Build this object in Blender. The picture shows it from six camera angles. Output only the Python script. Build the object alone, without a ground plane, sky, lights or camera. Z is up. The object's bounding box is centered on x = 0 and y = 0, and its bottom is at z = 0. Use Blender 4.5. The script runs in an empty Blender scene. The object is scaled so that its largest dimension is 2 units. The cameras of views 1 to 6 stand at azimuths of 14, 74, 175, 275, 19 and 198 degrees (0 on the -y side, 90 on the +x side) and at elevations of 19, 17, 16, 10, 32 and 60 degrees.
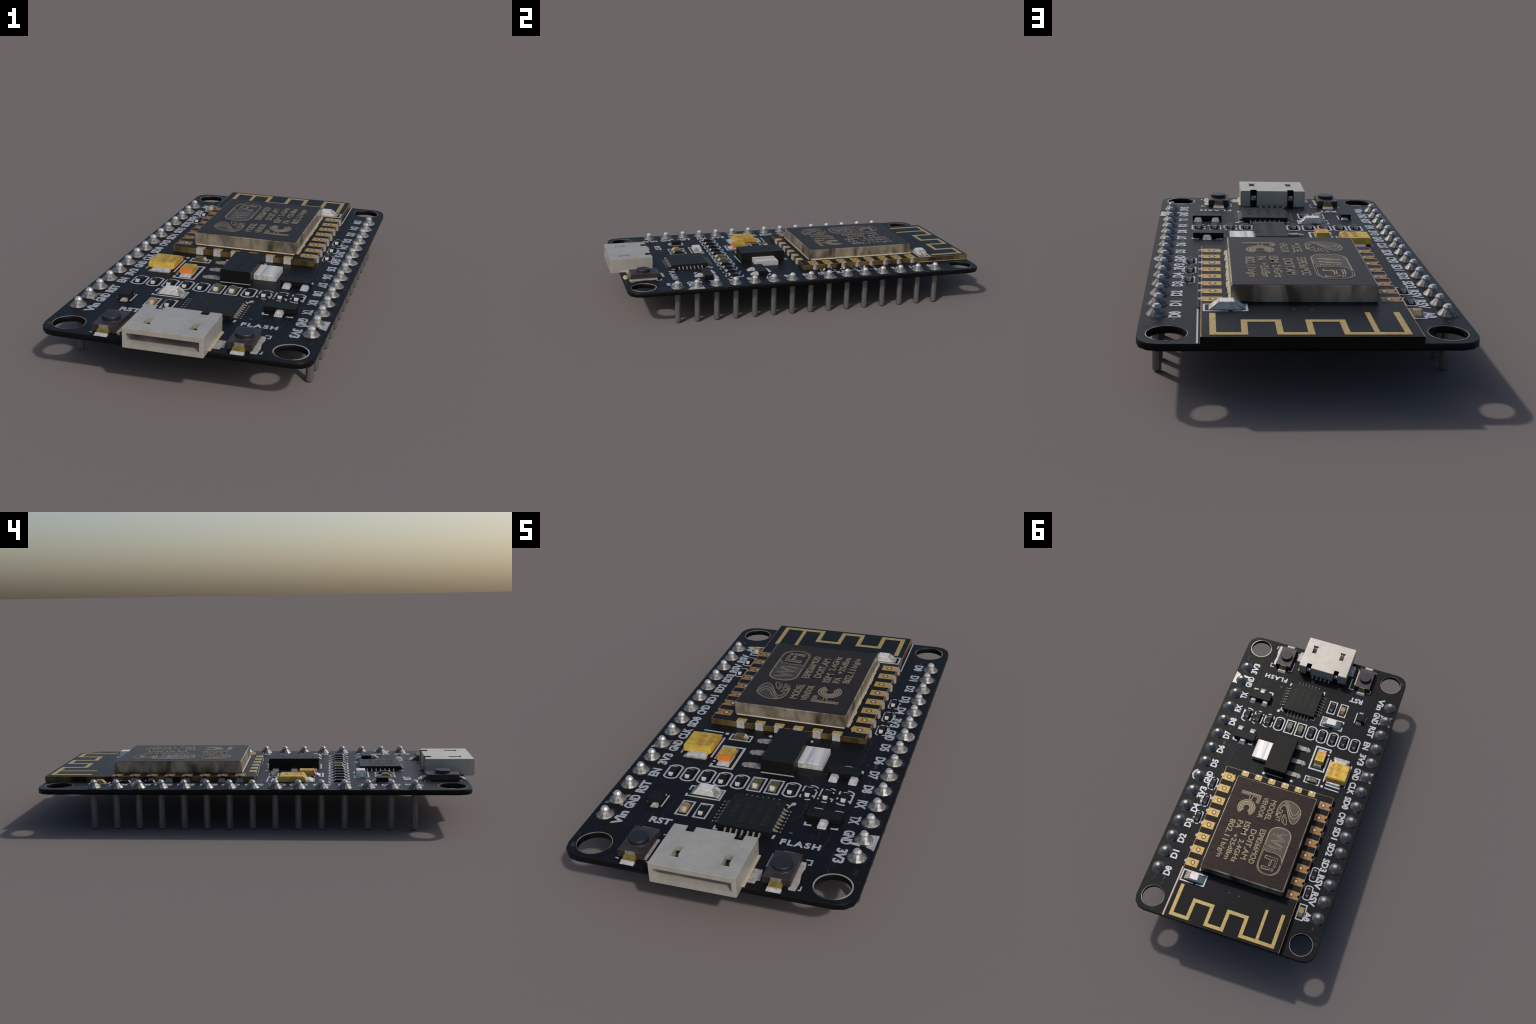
# A black wireless microcontroller development board on two rows of header pins.
# Frame: x across the board, y along it (socket end at -y), z up.  One unit = one metre.
import bpy, bmesh, math, random
from mathutils import Vector, Matrix

random.seed(7)
COL = bpy.context.collection

# ------------------------------------------------------------------ levels
Z_UNDER, Z_TOP = 0.1655, 0.1885          # main board
Z_MOD = 0.2128                          # top of the radio module board
Z_INK = Z_TOP + 0.0012                  # top of the printed white ink
METAL, ROUGH = 0.38, 0.44               # the lacquered sheen shared by all parts


# ------------------------------------------------------------------ materials
def material(name, rgb, rough=ROUGH, metal=METAL, vary=0.12, scale=(40, 40, 40), rgb2=None, bump=0.0,
             ramp=(0.35, 0.68), detail=3.0, distort=0.0, rot=(0, 0, 0), spec=0.5):
    """Principled surface whose colour wanders between rgb and rgb2 with a noise on Object coordinates."""
    m = bpy.data.materials.new(name)
    m.use_nodes = True
    nt = m.node_tree
    b = nt.nodes["Principled BSDF"]
    b.inputs["Metallic"].default_value = metal
    b.inputs["Roughness"].default_value = rough
    b.inputs["Specular IOR Level"].default_value = spec
    if rgb2 is None:
        rgb2 = tuple(min(1, c * (1 + vary)) for c in rgb)
        rgb = tuple(c * (1 - vary) for c in rgb)
    tc = nt.nodes.new("ShaderNodeTexCoord")
    mp = nt.nodes.new("ShaderNodeMapping")
    mp.inputs["Scale"].default_value = scale
    mp.inputs["Rotation"].default_value = rot
    nz = nt.nodes.new("ShaderNodeTexNoise")
    nz.inputs["Scale"].default_value = 1.0
    nz.inputs["Detail"].default_value = detail
    nz.inputs["Distortion"].default_value = distort
    cr = nt.nodes.new("ShaderNodeValToRGB")
    cr.color_ramp.elements[0].position, cr.color_ramp.elements[1].position = ramp
    cr.color_ramp.elements[0].color = (*rgb, 1)
    cr.color_ramp.elements[1].color = (*rgb2, 1)
    nt.links.new(tc.outputs["Object"], mp.inputs["Vector"])
    nt.links.new(mp.outputs["Vector"], nz.inputs["Vector"])
    nt.links.new(nz.outputs["Fac"], cr.inputs["Fac"])
    nt.links.new(cr.outputs["Color"], b.inputs["Base Color"])
    if bump:
        bp = nt.nodes.new("ShaderNodeBump")
        bp.inputs["Strength"].default_value = bump
        bp.inputs["Distance"].default_value = 0.002
        nt.links.new(nz.outputs["Fac"], bp.inputs["Height"])
        nt.links.new(bp.outputs["Normal"], b.inputs["Normal"])
    return m


def board_material(name, dark, smudge, edge_x):
    """Black solder mask; pale flux residue only in the pin margins (|x| beyond edge_x)."""
    m = material(name, dark, vary=0.10, scale=(14, 14, 14), rough=0.45, spec=0.17)
    nt = m.node_tree
    b = nt.nodes["Principled BSDF"]
    base = b.inputs["Base Color"].links[0].from_socket
    tc = nt.nodes.new("ShaderNodeTexCoord")
    nz = nt.nodes.new("ShaderNodeTexNoise")
    nz.inputs["Scale"].default_value = 34.0
    nz.inputs["Detail"].default_value = 4.0
    nz.inputs["Distortion"].default_value = 1.2
    cr = nt.nodes.new("ShaderNodeValToRGB")
    cr.color_ramp.elements[0].position, cr.color_ramp.elements[1].position = 0.60, 0.76
    sx = nt.nodes.new("ShaderNodeSeparateXYZ")
    ab = nt.nodes.new("ShaderNodeMath"); ab.operation = "ABSOLUTE"
    gt = nt.nodes.new("ShaderNodeMapRange")
    gt.inputs["From Min"].default_value, gt.inputs["From Max"].default_value = edge_x, edge_x + 0.04
    mu = nt.nodes.new("ShaderNodeMath"); mu.operation = "MULTIPLY"
    mx = nt.nodes.new("ShaderNodeMix"); mx.data_type = "RGBA"
    L = nt.links.new
    L(tc.outputs["Object"], nz.inputs["Vector"]); L(nz.outputs["Fac"], cr.inputs["Fac"])
    L(tc.outputs["Object"], sx.inputs["Vector"]); L(sx.outputs["X"], ab.inputs[0]); L(ab.outputs[0], gt.inputs["Value"])
    L(cr.outputs["Color"], mu.inputs[0]); L(gt.outputs["Result"], mu.inputs[1])
    L(mu.outputs[0], mx.inputs["Factor"]); L(base, mx.inputs["A"])
    mx.inputs["B"].default_value = (*smudge, 1)
    L(mx.outputs["Result"], b.inputs["Base Color"])
    return m


M = {
    "mask": board_material("black_solder_mask", (0.0072, 0.0076, 0.0090), (0.034, 0.036, 0.042), 0.415),
    "laminate": material("board_edge", (0.0045, 0.0045, 0.0045), vary=0.2, spec=0.2),
    "trace": material("buried_trace", (0.0165, 0.0170, 0.0190), vary=0.15, rough=0.45, spec=0.17),
    "ring": material("pad_ring_residue", (0.012, 0.012, 0.014), rgb2=(0.060, 0.062, 0.070), scale=(24, 24, 24), ramp=(0.46, 0.74), spec=0.2),
    "ink": material("white_ink", (0.44, 0.45, 0.475), vary=0.10, scale=(90, 90, 90)),
    "grey_ink": material("worn_ink", (0.10, 0.10, 0.12), rgb2=(0.48, 0.49, 0.52), scale=(120, 120, 120), ramp=(0.40, 0.55)),
    "rim": material("tinned_rim", (0.05, 0.048, 0.046), rgb2=(0.40, 0.375, 0.335), scale=(9, 9, 9), ramp=(0.40, 0.62)),
    "solder": material("solder", (0.085, 0.085, 0.085), rgb2=(0.23, 0.225, 0.212), metal=0.48, rough=0.44, scale=(75, 75, 10), ramp=(0.36, 0.62)),
    "tip": material("pin_tip", (0.43, 0.415, 0.415), metal=0.5, rough=0.42, vary=0.12),
    "joint": material("dull_solder", (0.27, 0.245, 0.245), rgb2=(0.42, 0.39, 0.385), scale=(80, 80, 30)),
    "bright": material("bright_solder", (0.36, 0.35, 0.36), rgb2=(0.58, 0.56, 0.54), scale=(80, 80, 30), bump=0.2),
    "post": material("pin_metal", (0.16, 0.157, 0.152), metal=0.6, rough=0.42, vary=0.12, scale=(120, 120, 8)),
    "usb": material("socket_steel", (0.400, 0.378, 0.335), rgb2=(0.490, 0.466, 0.418), scale=(22, 22, 2.5), ramp=(0.28, 0.72), detail=4, metal=0.45, rough=0.42),
    "usb_in": material("socket_inside", (0.11, 0.10, 0.075), vary=0.2),
    "usb_flange": material("socket_flange", (0.48, 0.41, 0.30), vary=0.1),
    "clip_pad": material("clip_pad", (0.36, 0.325, 0.285), rgb2=(0.50, 0.46, 0.41), scale=(60, 60, 60)),
    "tab_pad": material("socket_pad", (0.24, 0.21, 0.21), rgb2=(0.46, 0.42, 0.41), scale=(70, 70, 70)),
    "lid": material("shield_lid", (0.0180, 0.0128, 0.0116), rgb2=(0.0370, 0.0270, 0.0230), scale=(18, 110, 30), ramp=(0.30, 0.75), detail=5, rot=(0, 0, 0.7), distort=0.4, rough=0.42, spec=0.13),
    "can": material("shield_nickel", (0.105, 0.083, 0.060), rgb2=(0.45, 0.39, 0.305), scale=(12, 12, 5), ramp=(0.36, 0.62), metal=0.62, rough=0.30, distort=0.8, detail=2),  # dark-to-pale noise paints mirror streaks and wall shade into the nickel
    "etch": material("laser_lettering", (0.205, 0.162, 0.104), rgb2=(0.30, 0.242, 0.160), scale=(150, 150, 150)),
    "hatch": material("laser_hatching", (0.032, 0.026, 0.022), rgb2=(0.090, 0.072, 0.052), scale=(60, 420, 60), ramp=(0.42, 0.60), rot=(0, 0, 0.6)),
    "gold": material("antenna_gold", (0.37, 0.262, 0.080), rgb2=(0.46, 0.345, 0.128), scale=(60, 60, 60)),
    "pad": material("gold_pad", (0.38, 0.235, 0.055), rgb2=(0.50, 0.34, 0.105), scale=(45, 45, 45)),
    "pad_dull": material("tarnished_pad", (0.20, 0.100, 0.028), rgb2=(0.36, 0.20, 0.065), scale=(45, 45, 45)),
    "via_ring": material("via_ring", (0.10, 0.045, 0.015), vary=0.2),
    "via": material("via_plug", (0.40, 0.30, 0.18), rgb2=(0.62, 0.55, 0.44), scale=(120, 120, 120)),
    "mod_edge": material("module_laminate", (0.012, 0.008, 0.004), spec=0.25, rgb2=(0.22, 0.155, 0.060), scale=(11, 11, 0.6), ramp=(0.38, 0.68), detail=4),
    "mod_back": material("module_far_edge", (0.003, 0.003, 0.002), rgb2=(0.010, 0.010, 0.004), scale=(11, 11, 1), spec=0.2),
    "black": material("moulded_black", (0.0105, 0.0105, 0.0100), vary=0.10, scale=(90, 90, 90), bump=0.08, spec=0.18, rough=0.45),
    "chip": material("chip_black", (0.0130, 0.0130, 0.0140), vary=0.08, scale=(90, 90, 90), bump=0.06, spec=0.18, rough=0.45),
    "chip_ink": material("chip_marking", (0.032, 0.031, 0.019), vary=0.15, spec=0.2),
    "black_ink": material("faint_marking", (0.0135, 0.0135, 0.0130), vary=0.1, spec=0.18, rough=0.45),
    "resist": material("resistor_top", (0.012, 0.0105, 0.012), vary=0.15, spec=0.2),
    "ceramic": material("ceramic_olive", (0.080, 0.068, 0.028), rgb2=(0.16, 0.135, 0.060), scale=(60, 60, 60)),
    "ceramic_tan": material("ceramic_tan", (0.34, 0.20, 0.055), vary=0.15),
    "cap_end": material("tinned_end", (0.20, 0.19, 0.175), rgb2=(0.52, 0.49, 0.44), scale=(55, 55, 55), ramp=(0.38, 0.62)),
    "yellow": material("tantalum_yellow", (0.44, 0.275, 0.032), rgb2=(0.60, 0.41, 0.055), scale=(26, 26, 26)),
    "orange": material("tantalum_orange", (0.68, 0.19, 0.022), vary=0.10),
    "brown_ink": material("tantalum_marking", (0.42, 0.175, 0.026), vary=0.15, scale=(120, 120, 120)),
    "smudge": material("worn_marking", (0.49, 0.325, 0.040), rgb2=(0.42, 0.22, 0.035), scale=(110, 110, 110), ramp=(0.40, 0.60)),
    "tin": material("brushed_tin", (0.44, 0.425, 0.42), rgb2=(0.70, 0.68, 0.66), scale=(60, 2.5, 60), ramp=(0.35, 0.60)),
    "lead": material("regulator_lead", (0.17, 0.155, 0.135), rgb2=(0.34, 0.31, 0.28), scale=(50, 50, 50)),
    "button": material("button_frame", (0.034, 0.0265, 0.0275), rgb2=(0.054, 0.043, 0.044), scale=(30, 30, 8)),
    "button_tin": material("button_clip", (0.17, 0.155, 0.12), rgb2=(0.30, 0.28, 0.225), scale=(60, 60, 4)),
    "cap": material("button_cap", (0.0215, 0.0215, 0.0280), vary=0.08),
    "brass": material("terminal_brass", (0.135, 0.095, 0.012), rgb2=(0.24, 0.17, 0.035), scale=(60, 60, 60)),
    "lens": material("led_lens", (0.54, 0.53, 0.52), rgb2=(0.72, 0.70, 0.67), metal=0.25, scale=(70, 70, 70)),
    "teal": material("led_green_corner", (0.13, 0.21, 0.185), rgb2=(0.36, 0.42, 0.40), scale=(70, 70, 70)),
    "green": material("green_fleck", (0.035, 0.24, 0.15), vary=0.2),
}


# ------------------------------------------------------------------ building blocks
def add(name, mesh, parent, mat=None, smooth=False):
    if mat is not None and not mesh.materials:
        mesh.materials.append(M[mat])
    if smooth:
        for p in mesh.polygons:
            p.use_smooth = True
    o = bpy.data.objects.new(name, mesh)
    o.parent = parent
    COL.objects.link(o)
    return o


def finish(bm, name, bevel=0.0, seg=1):
    bmesh.ops.recalc_face_normals(bm, faces=bm.faces)
    if bevel:
        es = [e for e in bm.edges if len(e.link_faces) == 2 and e.calc_face_angle(0) > 0.5]
        bmesh.ops.bevel(bm, geom=es, offset=bevel, segments=seg, affect="EDGES", clamp_overlap=True)
    me = bpy.data.meshes.new(name)
    bm.to_mesh(me)
    bm.free()
    return me


def put_hull(bm, lo, hi, z0, z1):
    """Frustum between two rectangles (x0, x1, y0, y1)."""
    v = [bm.verts.new((x, y, z)) for (x0, x1, y0, y1), z in ((lo, z0), (hi, z1))
         for x, y in ((x0, y0), (x1, y0), (x1, y1), (x0, y1))]
    for f in ((3, 2, 1, 0), (4, 5, 6, 7), (0, 1, 5, 4), (1, 2, 6, 5), (2, 3, 7, 6), (3, 0, 4, 7)):
        bm.faces.new([v[i] for i in f])


def hull(name, lo, hi, z0, z1, bevel=0.0, seg=1):
    bm = bmesh.new()
    put_hull(bm, lo, hi, z0, z1)
    return finish(bm, name, bevel, seg)


def box(name, x0, x1, y0, y1, z0, z1, bevel=0.0, seg=1):
    return hull(name, (x0, x1, y0, y1), (x0, x1, y0, y1), z0, z1, bevel, seg)


def turned(name, profile, sides, turn=0.0):
    """Body of revolution from (radius, z) pairs, closed by flat ends."""
    bm = bmesh.new()
    rings = [[bm.verts.new((r * math.cos(turn + 2 * math.pi * i / sides), r * math.sin(turn + 2 * math.pi * i / sides), z))
              for i in range(sides)] for r, z in profile]
    for a, b in zip(rings, rings[1:]):
        for i in range(sides):
            j = (i + 1) % sides
            bm.faces.new((a[i], a[j], b[j], b[i]))
    bm.faces.new(rings[0][::-1])
    bm.faces.new(rings[-1])
    return finish(bm, name)


def put_prism(bm, pts, z0, z1):
    a = [bm.verts.new((x, y, z0)) for x, y in pts]
    b = [bm.verts.new((x, y, z1)) for x, y in pts]
    n = len(pts)
    bm.faces.new(a[::-1])
    bm.faces.new(b)
    for i in range(n):
        bm.faces.new((a[i], a[(i + 1) % n], b[(i + 1) % n], b[i]))


def prism(name, pts, z0, z1, bevel=0.0):
    bm = bmesh.new()
    put_prism(bm, pts, z0, z1)
    return finish(bm, name, bevel)


def put_ribbon(bm, pts, width, z0, z1, closed=False):
    """A flat printed stroke of given width along a polyline, with mitred corners."""
    P = [Vector(p) for p in pts]
    n = len(P)
    L, R = [], []
    for i in range(n):
        a = P[i - 1] if (i or closed) else None
        b = P[(i + 1) % n] if (i < n - 1 or closed) else None
        d1 = (P[i] - a).normalized() if a is not None else None
        d2 = (b - P[i]).normalized() if b is not None else None
        d1 = d1 or d2
        d2 = d2 or d1
        n1, n2 = Vector((-d1.y, d1.x)), Vector((-d2.y, d2.x))
        m = n1 + n2
        if m.length < 1e-6:
            m = n1
        m.normalize()
        k = width / 2 / max(0.4, m.dot(n1))
        L.append(P[i] + m * k)
        R.append(P[i] - m * k)
    V = [[bm.verts.new((*q, z)) for q in s] for z in (z0, z1) for s in (L, R)]
    l0, r0, l1, r1 = V
    for i in range(n if closed else n - 1):
        j = (i + 1) % n
        for f in ((l1[i], r1[i], r1[j], l1[j]), (l0[i], l0[j], r0[j], r0[i]), (l0[i], l1[i], l1[j], l0[j]), (r0[i], r0[j], r1[j], r1[i])):
            bm.faces.new(f)
    if not closed:
        bm.faces.new((l0[0], r0[0], r1[0], l1[0]))
        bm.faces.new((l0[-1], l1[-1], r1[-1], r0[-1]))


def ribbons(name, strokes, z0, z1):
    """strokes: (points, width, closed)."""
    bm = bmesh.new()
    for pts, w, c in strokes:
        put_ribbon(bm, pts, w, z0, z1, c)
    return finish(bm, name)


def circle(cx, cy, r, n=40, a0=0.0, a1=2 * math.pi):
    full = abs(a1 - a0 - 2 * math.pi) < 1e-6
    return [(cx + r * math.cos(a0 + (a1 - a0) * i / (n if full else n - 1)), cy + r * math.sin(a0 + (a1 - a0) * i / (n if full else n - 1))) for i in range(n)]


def smooth_line(pts, per=6, closed=False):
    """Catmull-Rom curve through a few control points."""
    P = [Vector(p) for p in pts]
    n = len(P)
    out = []
    for i in range(n if closed else n - 1):
        g = (lambda k: P[k % n]) if closed else (lambda k: P[max(0, min(n - 1, k))])
        p0, p1, p2, p3 = g(i - 1), g(i), g(i + 1), g(i + 2)
        for s in range(per):
            t = s / per
            q = 0.5 * (2 * p1 + (p2 - p0) * t + (2 * p0 - 5 * p1 + 4 * p2 - p3) * t * t + (3 * p1 - p0 - 3 * p2 + p3) * t ** 3)
            out.append((q.x, q.y))
    if not closed:
        out.append(tuple(P[-1]))
    return out


def plate(name, outline, holes, z0, z1, bevel=0.0):
    """Sheet with holes, from a filled 2D curve."""
    cu = bpy.data.curves.new(name + "_outline", "CURVE")
    cu.dimensions = "2D"
    cu.fill_mode = "BOTH"
    cu.extrude = (z1 - z0) / 2 - bevel
    cu.bevel_depth = bevel
    cu.bevel_resolution = 0
    cu.offset = -bevel
    for pts in [outline] + holes:
        s = cu.splines.new("POLY")
        s.points.add(len(pts) - 1)
        for p, (x, y) in zip(s.points, pts):
            p.co = (x, y, 0, 1)
        s.use_cyclic_u = True
    me = curve_mesh(cu, name)
    me.transform(Matrix.Translation((0, 0, (z0 + z1) / 2)))
    return me


def curve_mesh(cu, name):
    o = bpy.data.objects.new(name + "_tool", cu)
    COL.objects.link(o)
    dg = bpy.context.evaluated_depsgraph_get()
    dg.update()
    me = bpy.data.meshes.new_from_object(o.evaluated_get(dg))
    me.name = name
    bpy.data.objects.remove(o)
    bpy.data.curves.remove(cu)
    me.materials.clear()
    return me


def raw_text(body, weight=0.0, outline=0.0, spacing=1.0):
    cu = bpy.data.curves.new("type", "FONT")
    cu.body = body
    cu.size = 1.0
    cu.space_character = spacing
    cu.resolution_u = 3
    if outline:
        cu.fill_mode = "NONE"
        cu.bevel_depth = outline
        cu.bevel_resolution = 0
    else:
        cu.offset = weight
        cu.extrude = 0.5
    return curve_mesh(cu, "lettering")


_h = raw_text("H")
CAP = max(v.co.y for v in _h.vertices) - min(v.co.y for v in _h.vertices)
bpy.data.meshes.remove(_h)


def text(name, body, start, along, length, height, z0, z1, mat, parent, weight=0.022, outline=0.0, spacing=1.0):
    """Printed word: baseline starts at `start`, runs in direction `along` for `length`; capitals `height` tall."""
    me = raw_text(body, weight, outline, spacing)
    xs = [v.co.x for v in me.vertices]
    zs = [v.co.z for v in me.vertices]
    x0, x1, za, zb = min(xs), max(xs), min(zs), max(zs)
    a = Vector(along).normalized()
    up = Vector((-a.y, a.x))
    for v in me.vertices:
        p = Vector(start) + a * ((v.co.x - x0) / (x1 - x0) * length) + up * (v.co.y / CAP * height)
        v.co = (p.x, p.y, z0 + (v.co.z - za) / (zb - za) * (z1 - z0))
    return add(name, me, parent, mat)


def carve(me, cutters, name):
    """Boolean difference of closed cutter meshes, applied."""
    o = bpy.data.objects.new("stock", me)
    COL.objects.link(o)
    tools = []
    for c in cutters:
        t = bpy.data.objects.new("cutter", c)
        COL.objects.link(t)
        tools.append(t)
        md = o.modifiers.new("cut", "BOOLEAN")
        md.operation = "DIFFERENCE"
        md.solver = "EXACT"
        md.object = t
    dg = bpy.context.evaluated_depsgraph_get()
    dg.update()
    out = bpy.data.meshes.new_from_object(o.evaluated_get(dg))
    out.name = name
    for t in tools + [o]:
        bpy.data.objects.remove(t)
    return out


def repeat(src, places):
    """Linked copies of an object (sharing its mesh) at further places."""
    made = []
    for p in places:
        c = src.copy()
        c.location = p
        COL.objects.link(c)
        made.append(c)
    return made


# ------------------------------------------------------------------ the thing
board = bpy.data.objects.new("development_board", None)
COL.objects.link(board)
board["label"] = "black wireless microcontroller circuit board standing on two pin rows"
board["category"] = "circuit board"

# ---- main printed board ------------------------------------------------
HX, Y0, Y1 = 0.5160, -0.9495, 0.9938
R = 0.066
outline = []
for cx, cy, a in ((HX - R, Y1 - R, 0), (-HX + R, Y1 - R, 90), (-HX + R, Y0 + R, 180), (HX - R, Y0 + R, 270)):
    outline += [(cx + R * math.cos(math.radians(a + d)), cy + R * math.sin(math.radians(a + d))) for d in (0, 30, 60, 90)]
HOLES = [(0.4265, -0.866), (-0.4245, -0.865), (0.4270, 0.9065), (-0.4250, 0.9070)]
pcb_mesh = plate("printed_board", outline, [circle(x, y, 0.0602, 40) for x, y in HOLES], Z_UNDER, Z_TOP, 0.0012)
pcb_mesh.materials.append(M["mask"])
pcb_mesh.materials.append(M["laminate"])
for p in pcb_mesh.polygons:
    p.material_index = 0 if p.normal.z > 0.9 else 1
pcb = add("printed_board", pcb_mesh, board)

for (x, y), w in zip(HOLES, (0.0050, 0.0025, 0.0026, 0.0022)):
    add("hole_rim", plate("hole_rim", circle(x, y, 0.0612 + w, 48), [circle(x, y, 0.0612, 48)], Z_TOP - 0.0005, Z_TOP + 0.0008), pcb, "rim")

# copper traces that show faintly under the mask
T = 0.0055
traces = [
    [(0.166, -0.17), (0.166, 0.015)], [(0.181, -0.17), (0.181, 0.018)], [(0.196, -0.17), (0.196, 0.018)],
    [(0.318, -0.165), (0.345, -0.12), (0.345, 0.03), (0.352, 0.09)], [(0.300, -0.150), (0.330, -0.10), (0.330, 0.02), (0.338, 0.085)],
    [(0.200, -0.300), (0.175, -0.262), (0.130, -0.262)], [(0.145, -0.320), (0.120, -0.285), (0.02, -0.285)],
    [(0.270, -0.310), (0.262, -0.285)], [(0.341, -0.318), (0.341, -0.290)], [(0.215, -0.430), (0.222, -0.47), (0.214, -0.53), (0.190, -0.56)],
    [(0.275, -0.430), (0.282, -0.450)], [(0.341, -0.430), (0.341, -0.455)], [(0.335, -0.70), (0.350, -0.62), (0.350, -0.585)],
    [(0.310, -0.640), (0.310, -0.600)], [(0.292, -0.645), (0.288, -0.610)], [(0.205, -0.735), (0.212, -0.705)], [(0.222, -0.735), (0.226, -0.705)],
    [(-0.362, -0.04), (-0.362, 0.25), (-0.352, 0.30)], [(-0.378, -0.03), (-0.378, 0.22), (-0.368, 0.30)], [(-0.352, 0.03), (-0.352, 0.20)],
    [(-0.305, -0.755), (-0.300, -0.63)], [(-0.318, -0.750), (-0.318, -0.64)], [(-0.268, -0.715), (-0.262, -0.60), (-0.252, -0.545)],
    [(-0.092, -0.640), (-0.092, -0.560)], [(-0.075, -0.655), (-0.078, -0.640)], [(0.065, -0.445), (0.062, -0.422)], [(0.338, 0.52), (0.345, 0.60), (0.338, 0.665)],
    [(0.382, -0.675), (0.388, -0.78), (0.392, -0.805)], [(-0.150, -0.53), (-0.150, -0.515)], [(-0.06, -0.30), (-0.02, -0.30)],
]
o = add("copper_trace", ribbons("copper_trace", [(t, T, False) for t in traces], Z_TOP - 0.0006, Z_TOP + 0.0004), pcb, "trace")
o["kind"] = "stuff"

# ---- header pins with solder fillets -----------------------------------
PX, PITCH, PY0 = 0.4647, 0.10250, -0.6985
pin_mesh = turned("header_pin", [(0.0118, 0.0), (0.0152, 0.004), (0.0152, 0.1700), (0.0130, 0.1720), (0.0130, 0.2090), (0.0157, 0.2098), (0.0157, 0.2148), (0.0092, 0.2230)], 8, math.radians(22.5))
cone_mesh = turned("solder_fillet", [(0.0335, Z_TOP - 0.001), (0.0333, Z_TOP + 0.0008), (0.0142, 0.2097)], 12)
for p in cone_mesh.polygons:
    p.use_smooth = False
pin_mesh.materials.append(M["post"])
pin_mesh.materials.append(M["tip"])
for p in pin_mesh.polygons:
    p.material_index = 1 if p.center.z > 0.205 else 0
cone_mesh.materials.append(M["solder"])
pins = [(s * PX, PY0 + PITCH * i) for s in (-1, 1) for i in range(15)]
for x, y in pins:
    pin = add("header_pin", pin_mesh, board)
    pin.location = (x, y, 0)
    c = add("solder_fillet", cone_mesh, pin)
    c.rotation_euler = (0, 0, random.uniform(0, 0.5))
bm = bmesh.new()
for x, y in pins:
    if (x, y) not in ():
        a = random.uniform(0, 6.28)
        put_ribbon(bm, circle(x, y, 0.0395, 30, a, a + random.uniform(2.8, 5.2)), 0.0040, Z_TOP - 0.0005, Z_TOP + 0.0005)
        put_ribbon(bm, circle(x, y, 0.0345, 30), 0.0030, Z_TOP - 0.0005, Z_TOP + 0.0007, True)
o = add("pad_ring", finish(bm, "pad_ring"), pcb, "ring")
o["kind"] = "stuff"

# square-cornered ground pads (pins two, six on the left; two and nine on the right)
for x, y in ((-PX, PY0 + PITCH), (-PX, PY0 + 5 * PITCH)):
    bm = bmesh.new()
    for a in (45, 135, 225, 315):
        c, s = math.cos(math.radians(a)), math.sin(math.radians(a))
        q = [(x + c * r - s * t, y + s * r + c * t) for r, t in ((0.030, 0.010), (0.030, -0.010), (0.050, -0.003), (0.050, 0.003))]
        put_prism(bm, q[::-1], Z_TOP - 0.001, Z_TOP + 0.0013)
    add("ground_pad", finish(bm, "ground_pad"), pcb, "rim")
y = PY0 + PITCH
bm = bmesh.new()
for q in (((0.480, y - 0.040), (0.511, y - 0.055), (0.512, y + 0.033), (0.480, y + 0.030), (0.493, y)),
          ((0.425, y - 0.037), (0.460, y - 0.042), (0.455, y - 0.026), (0.428, y - 0.026))):
    put_prism(bm, q, Z_TOP - 0.001, Z_TOP + 0.0013)
add("ground_pad", finish(bm, "ground_pad"), pcb, "bright")
y = PY0 + 8 * PITCH
bm = bmesh.new()
arc_o, arc_i = circle(PX + 0.0015, y - 0.001, 0.0400, 14, -1.1, 1.1), circle(PX, y, 0.0325, 14, -1.1, 1.1)
put_prism(bm, arc_o + arc_i[::-1], Z_TOP - 0.001, Z_TOP + 0.0013)
add("ground_pad", finish(bm, "ground_pad"), pcb, "tab_pad")

# ---- white printing -----------------------------------------------------
H = 0.0345
left = [("Vin", -0.7445, -0.6603), ("GND", -0.6404, -0.5551), ("RST", -0.5368, -0.4542), ("EN", -0.4194, -0.3641),
        ("3V3", -0.3313, -0.2499), ("GND", -0.2271, -0.1443), ("CLK", -0.1285, -0.0451), ("SD0", -0.0272, 0.0568),
        ("CMD", 0.0800, 0.1621), ("SD1", 0.1802, 0.2600), ("SD2", 0.2847, 0.3677), ("SD3", 0.3876, 0.4692),
        ("RSV", 0.4884, 0.5781), ("RSV", 0.5957, 0.6824), ("A0", 0.7176, 0.7740)]
right = [("3V3", -0.6649, -0.7447), ("GND", -0.5591, -0.6388), ("TX", -0.4700, -0.5193), ("RX", -0.3671, -0.4205),
         ("D8", -0.2656, -0.3175), ("D7", -0.1648, -0.2170), ("D6", -0.0592, -0.1131), ("D5", 0.0425, -0.0101),
         ("GND", 0.1573, 0.0768), ("3V3", 0.2630, 0.1830), ("D4", 0.3560, 0.3000), ("D3", 0.4572, 0.4029),
         ("D2", 0.5609, 0.5037), ("D1", 0.6639, 0.6110), ("D0", 0.7709, 0.7150)]
for rows, base, d in ((left, -0.3885, 1), (right, 0.3905, -1)):
    for word, a, b in rows:
        text("printed_label", word, (base, a), (0, d), abs(b - a), H, Z_TOP - 0.0005, Z_INK, "ink", pcb, 0.040)
        if word.endswith("0"):        # the zeros are slashed
            w = abs(b - a) / len(word)
            cy, cx = b - d * w * 0.50, base - d * H / 2
            s = ribbons("zero_slash", [([(cx + d * 0.007, cy - d * 0.006), (cx - d * 0.007, cy + d * 0.006)], 0.0055, False)], Z_TOP - 0.0005, Z_INK - 0.0002)
            add("zero_slash", s, pcb, "ink")
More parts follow.
